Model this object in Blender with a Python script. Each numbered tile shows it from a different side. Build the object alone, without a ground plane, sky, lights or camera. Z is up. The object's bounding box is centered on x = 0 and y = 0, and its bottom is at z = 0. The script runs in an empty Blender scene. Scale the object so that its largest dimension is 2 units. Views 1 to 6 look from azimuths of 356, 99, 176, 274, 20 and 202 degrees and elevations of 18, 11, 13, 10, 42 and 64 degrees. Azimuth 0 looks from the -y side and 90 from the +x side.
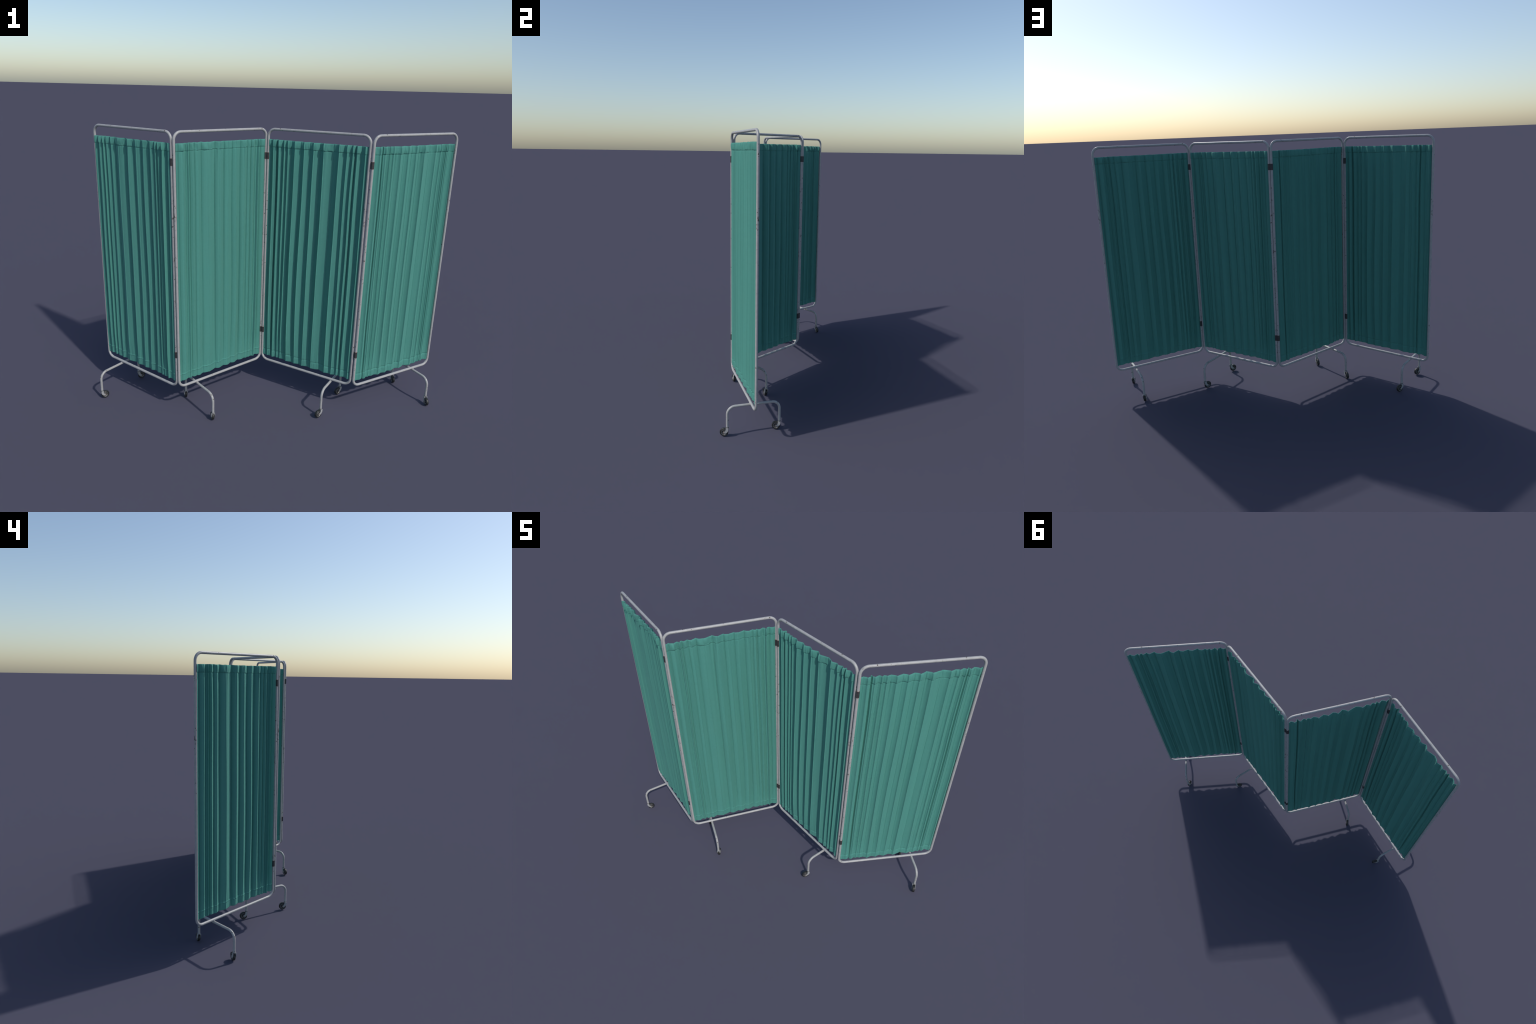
# Four-panel folding ward screen: tubular steel frames, gathered teal curtains,
# hinge collars on the posts, arched legs on swivel casters.
import bpy, math
import numpy as np
from mathutils import Vector, Matrix

# ------------------------------------------------------------------ sizes (metres)
PANEL_W = 0.5814          # between post centre lines
Z_TOP, Z_BOT = 1.5744, 0.1790   # centre lines of top and bottom bar
TUBE_R = 0.0072
CORNER_R = 0.040
LEG_ALONG = -0.1732       # where the leg crosses the bottom bar
LEG_FRONT, LEG_BACK = -0.1610, 0.1245
LEG_Z = Z_BOT - 2 * TUBE_R + 0.0006
LEG_R = 0.0070
LEG_BEND = 0.042
LEG_END = 0.0500
WHEEL_R, WHEEL_W = 0.0229, 0.0150
TRAIL = 0.0175            # caster offset
SWIVEL = math.radians(68) # caster heading, measured from the panel direction
CLOTH_TOP, CLOTH_BOT = 1.5202, 0.2115
SEAM_TOP, SEAM_BOT = 1.4790, 0.2535

# panel centre, heading; the last two are the same panel turned half round
PANELS = [(-0.7526, 0.0175, -40.2), (-0.2790, -0.0137, 34.9),
          (0.2112, -0.0201, -34.9 + 180), (0.7279, -0.0731, 25.2 + 180)]

# ------------------------------------------------------------------ helpers
def link(name, mesh, parent, mat=None):
    ob = bpy.data.objects.new(name, mesh)
    bpy.context.scene.collection.objects.link(ob)
    ob.parent = parent
    if mat and not mesh.materials:
        mesh.materials.append(mat)
    return ob

def mesh_from(name, verts, faces, smooth=True, angle=None):
    me = bpy.data.meshes.new(name)
    me.from_pydata([tuple(v) for v in verts], [], [tuple(f) for f in faces])
    me.update()
    if smooth:
        me.polygons.foreach_set("use_smooth", [True] * len(me.polygons))
    if angle is not None:
        me.set_sharp_from_angle(angle=math.radians(angle))
    return me

def arc(c, a0, a1, r, u, v, n):
    return [c + r * (math.cos(a) * u + math.sin(a) * v) for a in np.linspace(a0, a1, n)]

def sweep(path, radius, closed, seg=20, cap=True):
    """Round tube along a path lying in one plane (parallel-transport frames)."""
    P = [np.array(p, float) for p in path]
    n = len(P)
    verts, faces = [], []
    up = None
    for i in range(n):
        a = P[i - 1] if (closed or i > 0) else P[i]
        b = P[(i + 1) % n] if (closed or i < n - 1) else P[i]
        t = (b - a) / np.linalg.norm(b - a)
        if up is None:
            up = np.cross(t, [0.123, 0.9, 0.3]); up /= np.linalg.norm(up)
        up = up - t * np.dot(up, t); up /= np.linalg.norm(up)
        side = np.cross(t, up)
        for k in range(seg):
            w = 2 * math.pi * k / seg
            verts.append(P[i] + radius * (math.cos(w) * up + math.sin(w) * side))
    rings = n if closed else n - 1
    if closed:  # find the twist that closes the last ring on the first
        last = np.array(verts[(n - 1) * seg]) - P[-1]
        first = [np.dot(last, np.array(verts[k]) - P[0]) for k in range(seg)]
        off = int(np.argmax(first))
    for i in range(rings):
        j = (i + 1) % n
        o = off if (closed and j == 0) else 0
        for k in range(seg):
            k2 = (k + 1) % seg
            faces.append((i * seg + k, i * seg + k2, j * seg + (k2 + o) % seg, j * seg + (k + o) % seg))
    if not closed and cap:
        faces.append(tuple(range(seg))[::-1])
        faces.append(tuple((n - 1) * seg + k for k in range(seg)))
    return verts, faces

def lathe(profile, seg=40, axis='y', closed=True):
    """Revolve (radius, offset) pairs about an axis through the origin."""
    verts, faces = [], []
    m = len(profile)
    for k in range(seg):
        w = 2 * math.pi * k / seg
        for r, h in profile:
            c, s = r * math.cos(w), r * math.sin(w)
            verts.append((c, h, s) if axis == 'y' else (c, s, h))
    for k in range(seg):
        k2 = (k + 1) % seg
        for i in range(m if closed else m - 1):
            j = (i + 1) % m
            faces.append((k * m + i, k * m + j, k2 * m + j, k2 * m + i))
    return verts, faces

def join(*parts):
    verts, faces = [], []
    for v, f in parts:
        o = len(verts)
        verts += list(v)
        faces += [tuple(i + o for i in q) for q in f]
    return verts, faces

def moved(part, d):
    d = np.array(d)
    return [np.array(v) + d for v in part[0]], part[1]

def box(x0, x1, y0, y1, z0, z1):
    v = [(x, y, z) for x in (x0, x1) for y in (y0, y1) for z in (z0, z1)]
    f = [(0, 1, 3, 2), (4, 6, 7, 5), (0, 4, 5, 1), (2, 3, 7, 6), (0, 2, 6, 4), (1, 5, 7, 3)]
    return v, f

# ------------------------------------------------------------------ smooth noise
class Noise:
    def __init__(self, seed):
        self.t = np.random.default_rng(seed).uniform(-1, 1, (256, 256))
    def __call__(self, x, y):
        x, y = np.broadcast_arrays(np.asarray(x, float), np.asarray(y, float))
        i, j = np.floor(x).astype(int), np.floor(y).astype(int)
        f, g = x - i, y - j
        f, g = f * f * f * (f * (6 * f - 15) + 10), g * g * g * (g * (6 * g - 15) + 10)
        T = lambda a, b: self.t[a % 256, b % 256]
        return ((T(i, j) * (1 - f) + T(i + 1, j) * f) * (1 - g)
                + (T(i, j + 1) * (1 - f) + T(i + 1, j + 1) * f) * g)

# ------------------------------------------------------------------ materials
def material(name):
    m = bpy.data.materials.new(name)
    m.use_nodes = True
    nt = m.node_tree
    bsdf = nt.nodes["Principled BSDF"]
    return m, nt, bsdf

def node(nt, kind, **inputs):
    n = nt.nodes.new(kind)
    for k, v in inputs.items():
        n.inputs[k.replace('_', ' ')].default_value = v
    return n

def ramp(nt, src, stops):
    r = nt.nodes.new("ShaderNodeValToRGB")
    el = r.color_ramp.elements
    while len(el) < len(stops):
        el.new(0.5)
    for e, (p, c) in zip(el, stops):
        e.position = p
        e.color = c if len(c) == 4 else (*c, 1)
    nt.links.new(src, r.inputs[0])
    return r.outputs[0]

def mix(nt, fac, a, b, mode='MIX'):
    n = nt.nodes.new("ShaderNodeMix")
    n.data_type = 'RGBA'
    n.blend_type = mode
    for sock, val in ((n.inputs[0], fac), (n.inputs[6], a), (n.inputs[7], b)):
        if isinstance(val, bpy.types.NodeSocket):
            nt.links.new(val, sock)
        elif isinstance(val, (int, float)):
            sock.default_value = val
        else:
            sock.default_value = (*val, 1)
    return n.outputs[2]

def math_node(nt, op, a, b=0.0):
    n = nt.nodes.new("ShaderNodeMath")
    n.operation = op
    for sock, val in zip(n.inputs, (a, b)):
        if isinstance(val, bpy.types.NodeSocket):
            nt.links.new(val, sock)
        else:
            sock.default_value = val
    return n.outputs[0]

def coords(nt, scale=(1, 1, 1), loc=(0, 0, 0)):
    tc = nt.nodes.new("ShaderNodeTexCoord")
    mp = nt.nodes.new("ShaderNodeMapping")
    mp.inputs["Scale"].default_value = scale
    mp.inputs["Location"].default_value = loc
    nt.links.new(tc.outputs["Object"], mp.inputs[0])
    return mp.outputs[0]

def noise_tex(nt, vec, scale, detail=2.0, rough=0.5):
    n = node(nt, "ShaderNodeTexNoise", Scale=scale, Detail=detail, Roughness=rough)
    nt.links.new(vec, n.inputs["Vector"])
    return n.outputs["Fac"]

def bump(nt, bsdf, height, strength, dist):
    b = node(nt, "ShaderNodeBump", Strength=strength, Distance=dist)
    nt.links.new(height, b.inputs["Height"])
    nt.links.new(b.outputs[0], bsdf.inputs["Normal"])

W3, K3 = (1, 1, 1), (0, 0, 0)

def cloth_material():
    m, nt, bs = material("teal_curtain_cloth")
    base = (0.0745, 0.265, 0.223)
    v = coords(nt)
    # slow change of dye down the drops, streaky along the warp
    streak = noise_tex(nt, coords(nt, (70, 70, 2.2)), 1.0, 3.0, 0.55)
    patch = noise_tex(nt, v, 5.0, 3.0, 0.6)
    c = mix(nt, ramp(nt, streak, [(0.3, K3), (0.7, W3)]), tuple(x * 0.97 for x in base), tuple(x * 1.03 for x in base))
    c = mix(nt, math_node(nt, 'MULTIPLY', ramp(nt, patch, [(0.35, K3), (0.75, W3)]), 0.35), c, (0.088, 0.265, 0.222))
    # weave: crossed threads
    wx = noise_tex(nt, coords(nt, (900, 900, 60)), 1.0, 1.0)
    wz = noise_tex(nt, coords(nt, (60, 60, 900)), 1.0, 1.0)
    weave = math_node(nt, 'ADD', wx, wz)
    c = mix(nt, 1.0, c, ramp(nt, math_node(nt, 'MULTIPLY', weave, 0.5), [(0.40, (0.94,) * 3), (0.60, (1.0,) * 3)]), 'MULTIPLY')
    nt.links.new(c, bs.inputs["Base Color"])
    bs.inputs["Roughness"].default_value = 0.88
    bs.inputs["Specular IOR Level"].default_value = 0.18
    bs.inputs["Sheen Weight"].default_value = 0.10
    bs.inputs["Sheen Roughness"].default_value = 0.5
    bs.inputs["Sheen Tint"].default_value = (0.5, 0.9, 0.8, 1)
    bump(nt, bs, weave, 0.15, 0.0006)
    return m

def paint_material(name="chipped_grey_paint", base=(0.385, 0.385, 0.382), amount=0.0):
    m, nt, bs = material(name)
    v = coords(nt)
    # gate: chips come in clusters, with bare stretches between
    gate = ramp(nt, noise_tex(nt, v, 9.0, 1.0), [(0.47 - amount, K3), (0.60 - amount, W3)])
    fine = noise_tex(nt, coords(nt, (1, 1, 1), (3.1, 1.7, 0.4)), 75.0, 3.0, 0.60)
    score = math_node(nt, 'ADD', fine, math_node(nt, 'MULTIPLY', gate, 0.085))
    chip = ramp(nt, score, [(0.710, K3), (0.738, W3)])
    halo = ramp(nt, score, [(0.662, K3), (0.720, W3)])
    dirt = noise_tex(nt, v, 34.0, 4.0, 0.65)
    c = mix(nt, ramp(nt, dirt, [(0.40, K3), (0.72, W3)]), base, tuple(x * 0.86 for x in base))
    c = mix(nt, math_node(nt, 'MULTIPLY', halo, 0.55), c, (0.20, 0.165, 0.135))
    c = mix(nt, chip, c, (0.050, 0.038, 0.031))
    nt.links.new(c, bs.inputs["Base Color"])
    r = mix(nt, chip, (0.38,) * 3, (0.8,) * 3)
    nt.links.new(r, bs.inputs["Roughness"])
    bs.inputs["Specular IOR Level"].default_value = 0.45
    bump(nt, bs, math_node(nt, 'SUBTRACT', 1.0, chip), 0.35, 0.0006)
    return m

def dark_metal(name, base, rust, rough=0.55, metallic=0.0):
    m, nt, bs = material(name)
    v = coords(nt)
    n = noise_tex(nt, v, 110.0, 4.0, 0.65)
    c = mix(nt, ramp(nt, n, [(0.45, K3), (0.70, W3)]), base, rust)
    nt.links.new(c, bs.inputs["Base Color"])
    bs.inputs["Roughness"].default_value = rough
    bs.inputs["Metallic"].default_value = metallic
    bump(nt, bs, n, 0.25, 0.0005)
    return m

CLOTH = cloth_material()
PAINT = paint_material()
FORK = paint_material("worn_caster_metal", (0.34, 0.345, 0.35), 0.06)
COLLAR = dark_metal("dark_hinge_metal", (0.036, 0.034, 0.038), (0.060, 0.054, 0.050))
RUST = dark_metal("rusty_rim", (0.17, 0.105, 0.075), (0.07, 0.045, 0.035), 0.85)
RUBBER = dark_metal("black_rubber", (0.014, 0.015, 0.015), (0.024, 0.024, 0.023), 0.50)
RIM = dark_metal("grey_wheel_metal", (0.20, 0.205, 0.21), (0.09, 0.08, 0.072), 0.45, 0.35)
HUBDARK = dark_metal("dark_wheel_plastic", (0.035, 0.035, 0.036), (0.055, 0.05, 0.045), 0.6)

# ------------------------------------------------------------------ frame
X = np.array([1.0, 0, 0]); Y = np.array([0, 1.0, 0]); Zv = np.array([0, 0, 1.0])

def frame_mesh():
    h, r = PANEL_W / 2, CORNER_R
    path = []
    corners = [(h - r, Z_TOP - r, 0), (-h + r, Z_TOP - r, 90), (-h + r, Z_BOT + r, 180), (h - r, Z_BOT + r, 270)]
    for cx, cz, a in corners:
        path += arc(np.array([cx, 0, cz]), math.radians(a), math.radians(a + 90), r, X, Zv, 13)
        # split the straight run so that shading stays even
    full = []
    for i, p in enumerate(path):
        q = path[(i + 1) % len(path)]
        full.append(p)
        d = np.linalg.norm(q - p)
        for k in range(1, int(d / 0.12) + 1):
            full.append(p + (q - p) * k / (int(d / 0.12) + 1))
    return mesh_from("frame", *sweep(full, TUBE_R, True, 20))

def leg_mesh():
    b = LEG_BEND
    y0, y1 = LEG_FRONT, LEG_BACK
    path = [np.array([0, y0, z]) for z in np.linspace(LEG_END, LEG_Z - b, 5)]
    path += arc(np.array([0, y0 + b, LEG_Z - b]), math.pi, math.pi / 2, b, Y, Zv, 13)[1:]
    path += [np.array([0, y, LEG_Z]) for y in np.linspace(y0 + b, y1 - b, 7)[1:]]
    path += arc(np.array([0, y1 - b, LEG_Z - b]), math.pi / 2, 0, b, Y, Zv, 13)[1:]
    path += [np.array([0, y1, z]) for z in np.linspace(LEG_Z - b, LEG_END, 5)[1:]]
    me = mesh_from("leg", *sweep(path, LEG_R, False, 20))
    me.set_sharp_from_angle(angle=math.radians(50))
    return me

def weld_mesh():
    """small weld bead where the leg passes under the bottom bar"""
    v, f = lathe([(0.0001, 0.0065), (0.0052, 0.0058), (0.0076, 0.003), (0.0082, 0.0), (0.0076, -0.003), (0.0052, -0.0058), (0.0001, -0.0065)], 20, 'z', False)
    v = [(a * 0.80, b * 0.95, c * 0.45) for a, b, c in v]
    return mesh_from("weld", v, f)

def collar_mesh(height=0.035):
    """hinge collar: a band round the post with a knuckle towards the next post"""
    r = TUBE_R + 0.0007
    h = height / 2
    band = lathe([(r, -h), (r + 0.0006, -h + 0.0008), (r + 0.0006, h - 0.0008), (r, h), (TUBE_R - 0.002, h), (TUBE_R - 0.002, -h)], 24, 'z')
    tab = box(0.002, 0.0088, -0.0052, 0.0052, -h + 0.0006, h - 0.0006)
    return mesh_from("hinge", *join(band, tab), angle=35)

def collar_rim_mesh():
    r = TUBE_R + 0.0009
    return mesh_from("rust_ring", *lathe([(r, -0.0010), (r + 0.0005, 0), (r, 0.0010), (TUBE_R - 0.001, 0.0010), (TUBE_R - 0.001, -0.0010)], 24, 'z'), angle=40)

# ------------------------------------------------------------------ curtain
# fold section: (distance along the panel, bulge towards the face side), valley, ridge, valley ...
FOLDS = [(-0.2852, 0.0090),
         (-0.2710, -0.0020), (-0.2470, 0.0110), (-0.2275, -0.0015), (-0.2212, 0.0015), (-0.2155, 0.0100), (-0.2105, 0.0000),
         (-0.2040, -0.0025), (-0.1915, 0.0060), (-0.1730, -0.0040), (-0.1550, 0.0048), (-0.1310, -0.0105), (-0.0940, 0.0090),
         (-0.0450, -0.0110), (-0.0180, 0.0062), (0.0145, -0.0100), (0.0395, 0.0020), (0.0680, -0.0112), (0.0925, 0.0012),
         (0.1225, -0.0150), (0.1465, 0.0025), (0.1655, -0.0060), (0.1793, 0.0028), (0.1885, -0.0045), (0.2010, 0.0048),
         (0.2190, -0.0062), (0.2275, -0.0010), (0.2335, 0.0130), (0.2388, -0.0020), (0.2510, -0.0060), (0.2720, 0.0050),
         (0.2842, 0.0008)]

FOLD_GAIN = 0.90
PINCH = 0.0026
SET_BACK = 0.0018          # the cloth hangs a touch behind the posts' centre line

def fold_section(s):
    ks = np.array([k[0] for k in FOLDS]); kd = np.array([k[1] for k in FOLDS])
    i = np.clip(np.searchsorted(ks, s) - 1, 0, len(ks) - 2)
    t = np.clip((s - ks[i]) / (ks[i + 1] - ks[i]), 0, 1)
    # a crest rolls over, then drops as a plane into a tight valley; the next crest swells up steeply
    rise = 1 - (1 - t) ** 2.1
    fall = 0.35 * t * t * (3 - 2 * t) + 0.65 * t ** 1.35
    w = np.where(kd[i + 1] > kd[i], rise, fall)
    d = kd[i] * (1 - w) + kd[i + 1] * w
    # pressed-in crease along each crest and valley
    for a, k, b in zip(FOLDS, FOLDS[1:], FOLDS[2:]):
        if (k[1] - a[1]) * (k[1] - b[1]) > 0:
            sign = 1 if k[1] > a[1] else -1
            d = d + sign * PINCH * np.exp(-((s - k[0]) / 0.0026) ** 2)
    return d

def curtain_mesh(nx=520, nz=170):
    n1, n2, n3, n4, n5 = (Noise(k) for k in (11, 23, 37, 41, 59))
    s0, s1 = FOLDS[0][0], FOLDS[-1][0]
    # columns, denser where folds are narrow
    u = np.linspace(0, 1, nx)
    s = s0 + (s1 - s0) * u
    # rows: dense in the hems, coarse in the long drop
    def rows():
        a = np.linspace(0, 1, 28)
        top = CLOTH_TOP - (CLOTH_TOP - SEAM_TOP + 0.012) * a
        bot = SEAM_BOT + 0.012 - (SEAM_BOT + 0.012 - CLOTH_BOT) * a
        mid = np.linspace(top[-1], bot[0], nz - 54)
        return np.concatenate([top, mid[1:-1], bot])
    z = rows()
    S, Zg = np.meshgrid(s, z)
    # hems rise and fall a little along the panel
    edge = np.clip(np.minimum(u, 1 - u) / 0.05, 0, 1)[None, :]
    topwave = (0.0016 * n1(S * 28, 0.5) + 0.0012 * n1(S * 70, 7.5))
    botwave = (0.0035 * n2(S * 13, 0.5) + 0.0022 * n2(S * 45, 3.5))
    wt = np.clip((Zg - 1.2) / 0.3, 0, 1); wb = np.clip((0.55 - Zg) / 0.35, 0, 1)
    Zw = Zg + topwave * wt + botwave * wb
    # folds wander slowly on their way down
    drift = (0.0042 * n3(S * 11 + 3, Zg * 1.5) + 0.0018 * n3(S * 30, Zg * 3.2 + 9)) * edge
    amp = FOLD_GAIN * (1.0 + 0.16 * n4(S * 9, Zg * 1.3 + 2))
    # the stitched hems hold the folds a little flatter
    ease = 1 - 0.38 * np.clip((0.36 - Zg) / 0.14, 0, 1) - 0.15 * np.clip((Zg - 1.40) / 0.10, 0, 1)
    d = fold_section(np.clip(S + drift, s0, s1)) * amp * ease - SET_BACK
    # soft creases inside the broad folds
    d += (0.0010 * n4(S * 55 + 5, Zg * 1.1) + 0.0005 * n5(S * 120, Zg * 1.6)) * edge
    # gathers: fine tucks that start at the seams and die out
    def tuck(zs, sign, reach):
        q = np.clip((zs - Zg) * sign / reach, 0, 1)
        return np.where((zs - Zg) * sign >= -0.004, (1 - q) ** 2, 0)
    gat = n5(S * 130, Zg * 2.5 + 4) * np.clip(n1(S * 14 + 40, 2.5) * 1.6 + 0.45, 0, 1)
    d += 0.0026 * gat * (tuck(SEAM_TOP, 1, 0.16) + 0.9 * tuck(SEAM_BOT, -1, 0.11))
    # hems: puffed pocket at the top, turned hem at the bottom
    tt = np.clip((Zg - SEAM_TOP) / (CLOTH_TOP - SEAM_TOP), 0, 1)
    tb = np.clip((SEAM_BOT - Zg) / (SEAM_BOT - CLOTH_BOT), 0, 1)
    in_top, in_bot = Zg > SEAM_TOP, Zg < SEAM_BOT
    d *= np.where(in_top, 1 + 0.14 * np.sin(np.pi * tt), 1)
    d += np.where(in_top, (0.0022 * n2(S * 60, Zg * 18) + 0.0012 * n3(S * 130, Zg * 25)) * np.sin(np.pi * np.clip(tt * 0.9 + 0.1, 0, 1)) * edge, 0)
    d += np.where(in_bot, 0.0008 * n3(S * 90, Zg * 20) * edge, 0)
    half = np.full_like(d, 0.0008)
    half += np.where(in_top, 0.0010 + 0.0017 * np.sqrt(np.clip(np.sin(np.pi * tt), 0, 1)), 0)
    half = np.where(np.abs(Zg - SEAM_TOP) < 0.0022, 0.0004, half)
    front, back = half.copy(), half.copy()
    # bottom hem is folded to the reverse side; its stitching pushes a ridge to the face side
    stitch = np.exp(-((Zg - SEAM_BOT) / 0.0030) ** 2)
    d += 0.0019 * stitch
    back += np.where(in_bot, 0.0010 * np.clip(tb * 3.5, 0, 1), 0)
    close = np.minimum(np.arange(len(z)), np.arange(len(z))[::-1])
    shut = np.clip((close + 0.35) / 3.0, 0, 1) ** 0.5
    front *= shut[:, None]; back *= shut[:, None]
    # face side is local -y
    F = np.stack([S, -(d + front), Zw], -1).reshape(-1, 3)
    B = np.stack([S, -(d - back), Zw], -1).reshape(-1, 3)
    n = len(F); nzr = len(z)
    idx = np.arange(n).reshape(nzr, nx)
    a, b, c, e = idx[:-1, :-1], idx[:-1, 1:], idx[1:, 1:], idx[1:, :-1]
    ff = np.stack([a, e, c, b], -1).reshape(-1, 4)
    fb = np.stack([a, b, c, e], -1).reshape(-1, 4) + n
    def rim(line):
        return np.stack([line[:-1], line[1:], line[1:] + n, line[:-1] + n], -1)
    rims = [rim(idx[0, :]), rim(idx[-1, ::-1]), rim(idx[::-1, 0]), rim(idx[:, -1])]
    faces = np.concatenate([ff, fb] + rims)
    me = mesh_from("curtain", np.concatenate([F, B]).tolist(), faces.tolist())
    return me

# ------------------------------------------------------------------ caster
def fork_mesh():
    """caster fork: bridge under the leg and two curved arms down to the axle; heading is +x"""
    out = [(-0.0062, 0.0490), (-0.0066, 0.0420), (-0.0060, 0.0350), (-0.0035, 0.0285), (0.0010, 0.0233), (0.0070, 0.0196),
           (0.0130, 0.0181), (0.0176, 0.0182), (0.0205, 0.0196), (0.0218, 0.0226), (0.0205, 0.0258), (0.0170, 0.0272),
           (0.0125, 0.0288), (0.0090, 0.0325), (0.0072, 0.0380), (0.0064, 0.0440), (0.0062, 0.0490)]
    parts = []
    for side in (-1, 1):
        y0, y1 = side * 0.0081, side * 0.0101
        m = len(out)
        v = [(x, y0, z) for x, z in out] + [(x, y1, z) for x, z in out]
        f = [tuple(range(m)), tuple(range(2 * m - 1, m - 1, -1))]
        f += [(i, i + m, (i + 1) % m + m, (i + 1) % m) for i in range(m)]
        if side < 0:
            f = [q[::-1] for q in f]
        parts.append((v, [q[::-1] for q in f]))
    parts.append(box(-0.0063, 0.0066, -0.0100, 0.0100, 0.0462, 0.0494))
    me = mesh_from("caster", *join(*parts), angle=30)
    import bmesh
    bm = bmesh.new(); bm.from_mesh(me)
    bmesh.ops.recalc_face_normals(bm, faces=bm.faces)
    bm.to_mesh(me); bm.free()
    return me

def neck_mesh():
    return mesh_from("caster_collar", *lathe([(0.0001, -0.0016), (0.0078, -0.0016), (0.0084, -0.0008), (0.0084, 0.0008), (0.0076, 0.0018), (0.0001, 0.0018)], 24, 'z', False), angle=40)

def tyre_mesh():
    R, w = WHEEL_R, WHEEL_W / 2
    prof = [(0.0150, -w * 0.82), (0.0168, -w * 0.96), (0.0190, -w), (0.0210, -w * 0.90), (0.0223, -w * 0.68),
            (R, -w * 0.35), (R, w * 0.35), (0.0223, w * 0.68), (0.0210, w * 0.90), (0.0190, w), (0.0168, w * 0.96), (0.0150, w * 0.82)]
    return mesh_from("tyre", *lathe(prof, 48))

def rim_mesh():
    w = WHEEL_W / 2
    prof = [(0.0152, -w * 0.80), (0.0142, -w * 0.90), (0.0128, -w * 0.80), (0.0116, -w * 0.45), (0.0116, w * 0.45),
            (0.0128, w * 0.80), (0.0142, w * 0.90), (0.0152, w * 0.80)]
    return mesh_from("wheel_rim", *lathe(prof, 40), angle=50)

def disc_mesh():
    w = WHEEL_W / 2
    prof = [(0.0001, -w * 0.62), (0.0055, -w * 0.62), (0.0065, -w * 0.42), (0.0118, -w * 0.36), (0.0118, w * 0.36),
            (0.0065, w * 0.42), (0.0055, w * 0.62), (0.0001, w * 0.62)]
    return mesh_from("wheel_disc", *lathe(prof, 32, closed=False), angle=40)

def axle_mesh():
    h = 0.0118
    prof = [(0.0001, -h), (0.0022, -h), (0.0030, -h + 0.0009), (0.0030, h - 0.0009), (0.0022, h), (0.0001, h)]
    return mesh_from("axle_bolt", *lathe(prof, 16, closed=False), angle=40)

# ------------------------------------------------------------------ assembly
root = bpy.data.objects.new("folding_screen", None)
root.empty_display_size = 0.2
bpy.context.scene.collection.objects.link(root)
root["label"] = "four-panel wheeled folding screen with gathered teal curtains"
root["category"] = "folding screen"

M = dict(frame=frame_mesh(), curtain=curtain_mesh(), leg=leg_mesh(), weld=weld_mesh(), hinge=collar_mesh(),
         ring=collar_rim_mesh(), fork=fork_mesh(), neck=neck_mesh(), tyre=tyre_mesh(), rim=rim_mesh(),
         disc=disc_mesh(), axle=axle_mesh())

for cx, cy, deg in PANELS:
    place = Matrix.Translation((cx, cy + 0.0012, 0)) @ Matrix.Rotation(math.radians(deg), 4, 'Z')
    def put(name, mesh, mat, local=Matrix.Identity(4)):
        ob = link(name, mesh, root, mat)
        ob.matrix_local = place @ local
        return ob
    put("frame", M['frame'], PAINT)
    put("curtain", M['curtain'], CLOTH)
    leg = put("leg", M['leg'], PAINT, Matrix.Translation((LEG_ALONG, 0, 0)))
    weld = link("weld", M['weld'], leg, PAINT)
    weld.location = (0, 0, (LEG_Z + Z_BOT) / 2)
    for z in (1.4300, 0.3772):
        h = put("hinge", M['hinge'], COLLAR, Matrix.Translation((PANEL_W / 2, 0, z)))
        for e in (-0.0172, 0.0172):
            link("rust_ring", M['ring'], h, RUST).location = (0, 0, e)
    for y in (LEG_FRONT, LEG_BACK):
        fork = put("caster", M['fork'], FORK, Matrix.Translation((LEG_ALONG, y, 0)) @ Matrix.Rotation(SWIVEL, 4, 'Z'))
        hub = Vector((TRAIL, 0, WHEEL_R))
        link("caster_collar", M['neck'], fork, HUBDARK).location = (0, 0, LEG_END)
        link("tyre", M['tyre'], fork, RUBBER).location = hub
        link("wheel_rim", M['rim'], fork, RIM).location = hub
        link("wheel_disc", M['disc'], fork, HUBDARK).location = hub
        link("axle_bolt", M['axle'], fork, RUST).location = hub
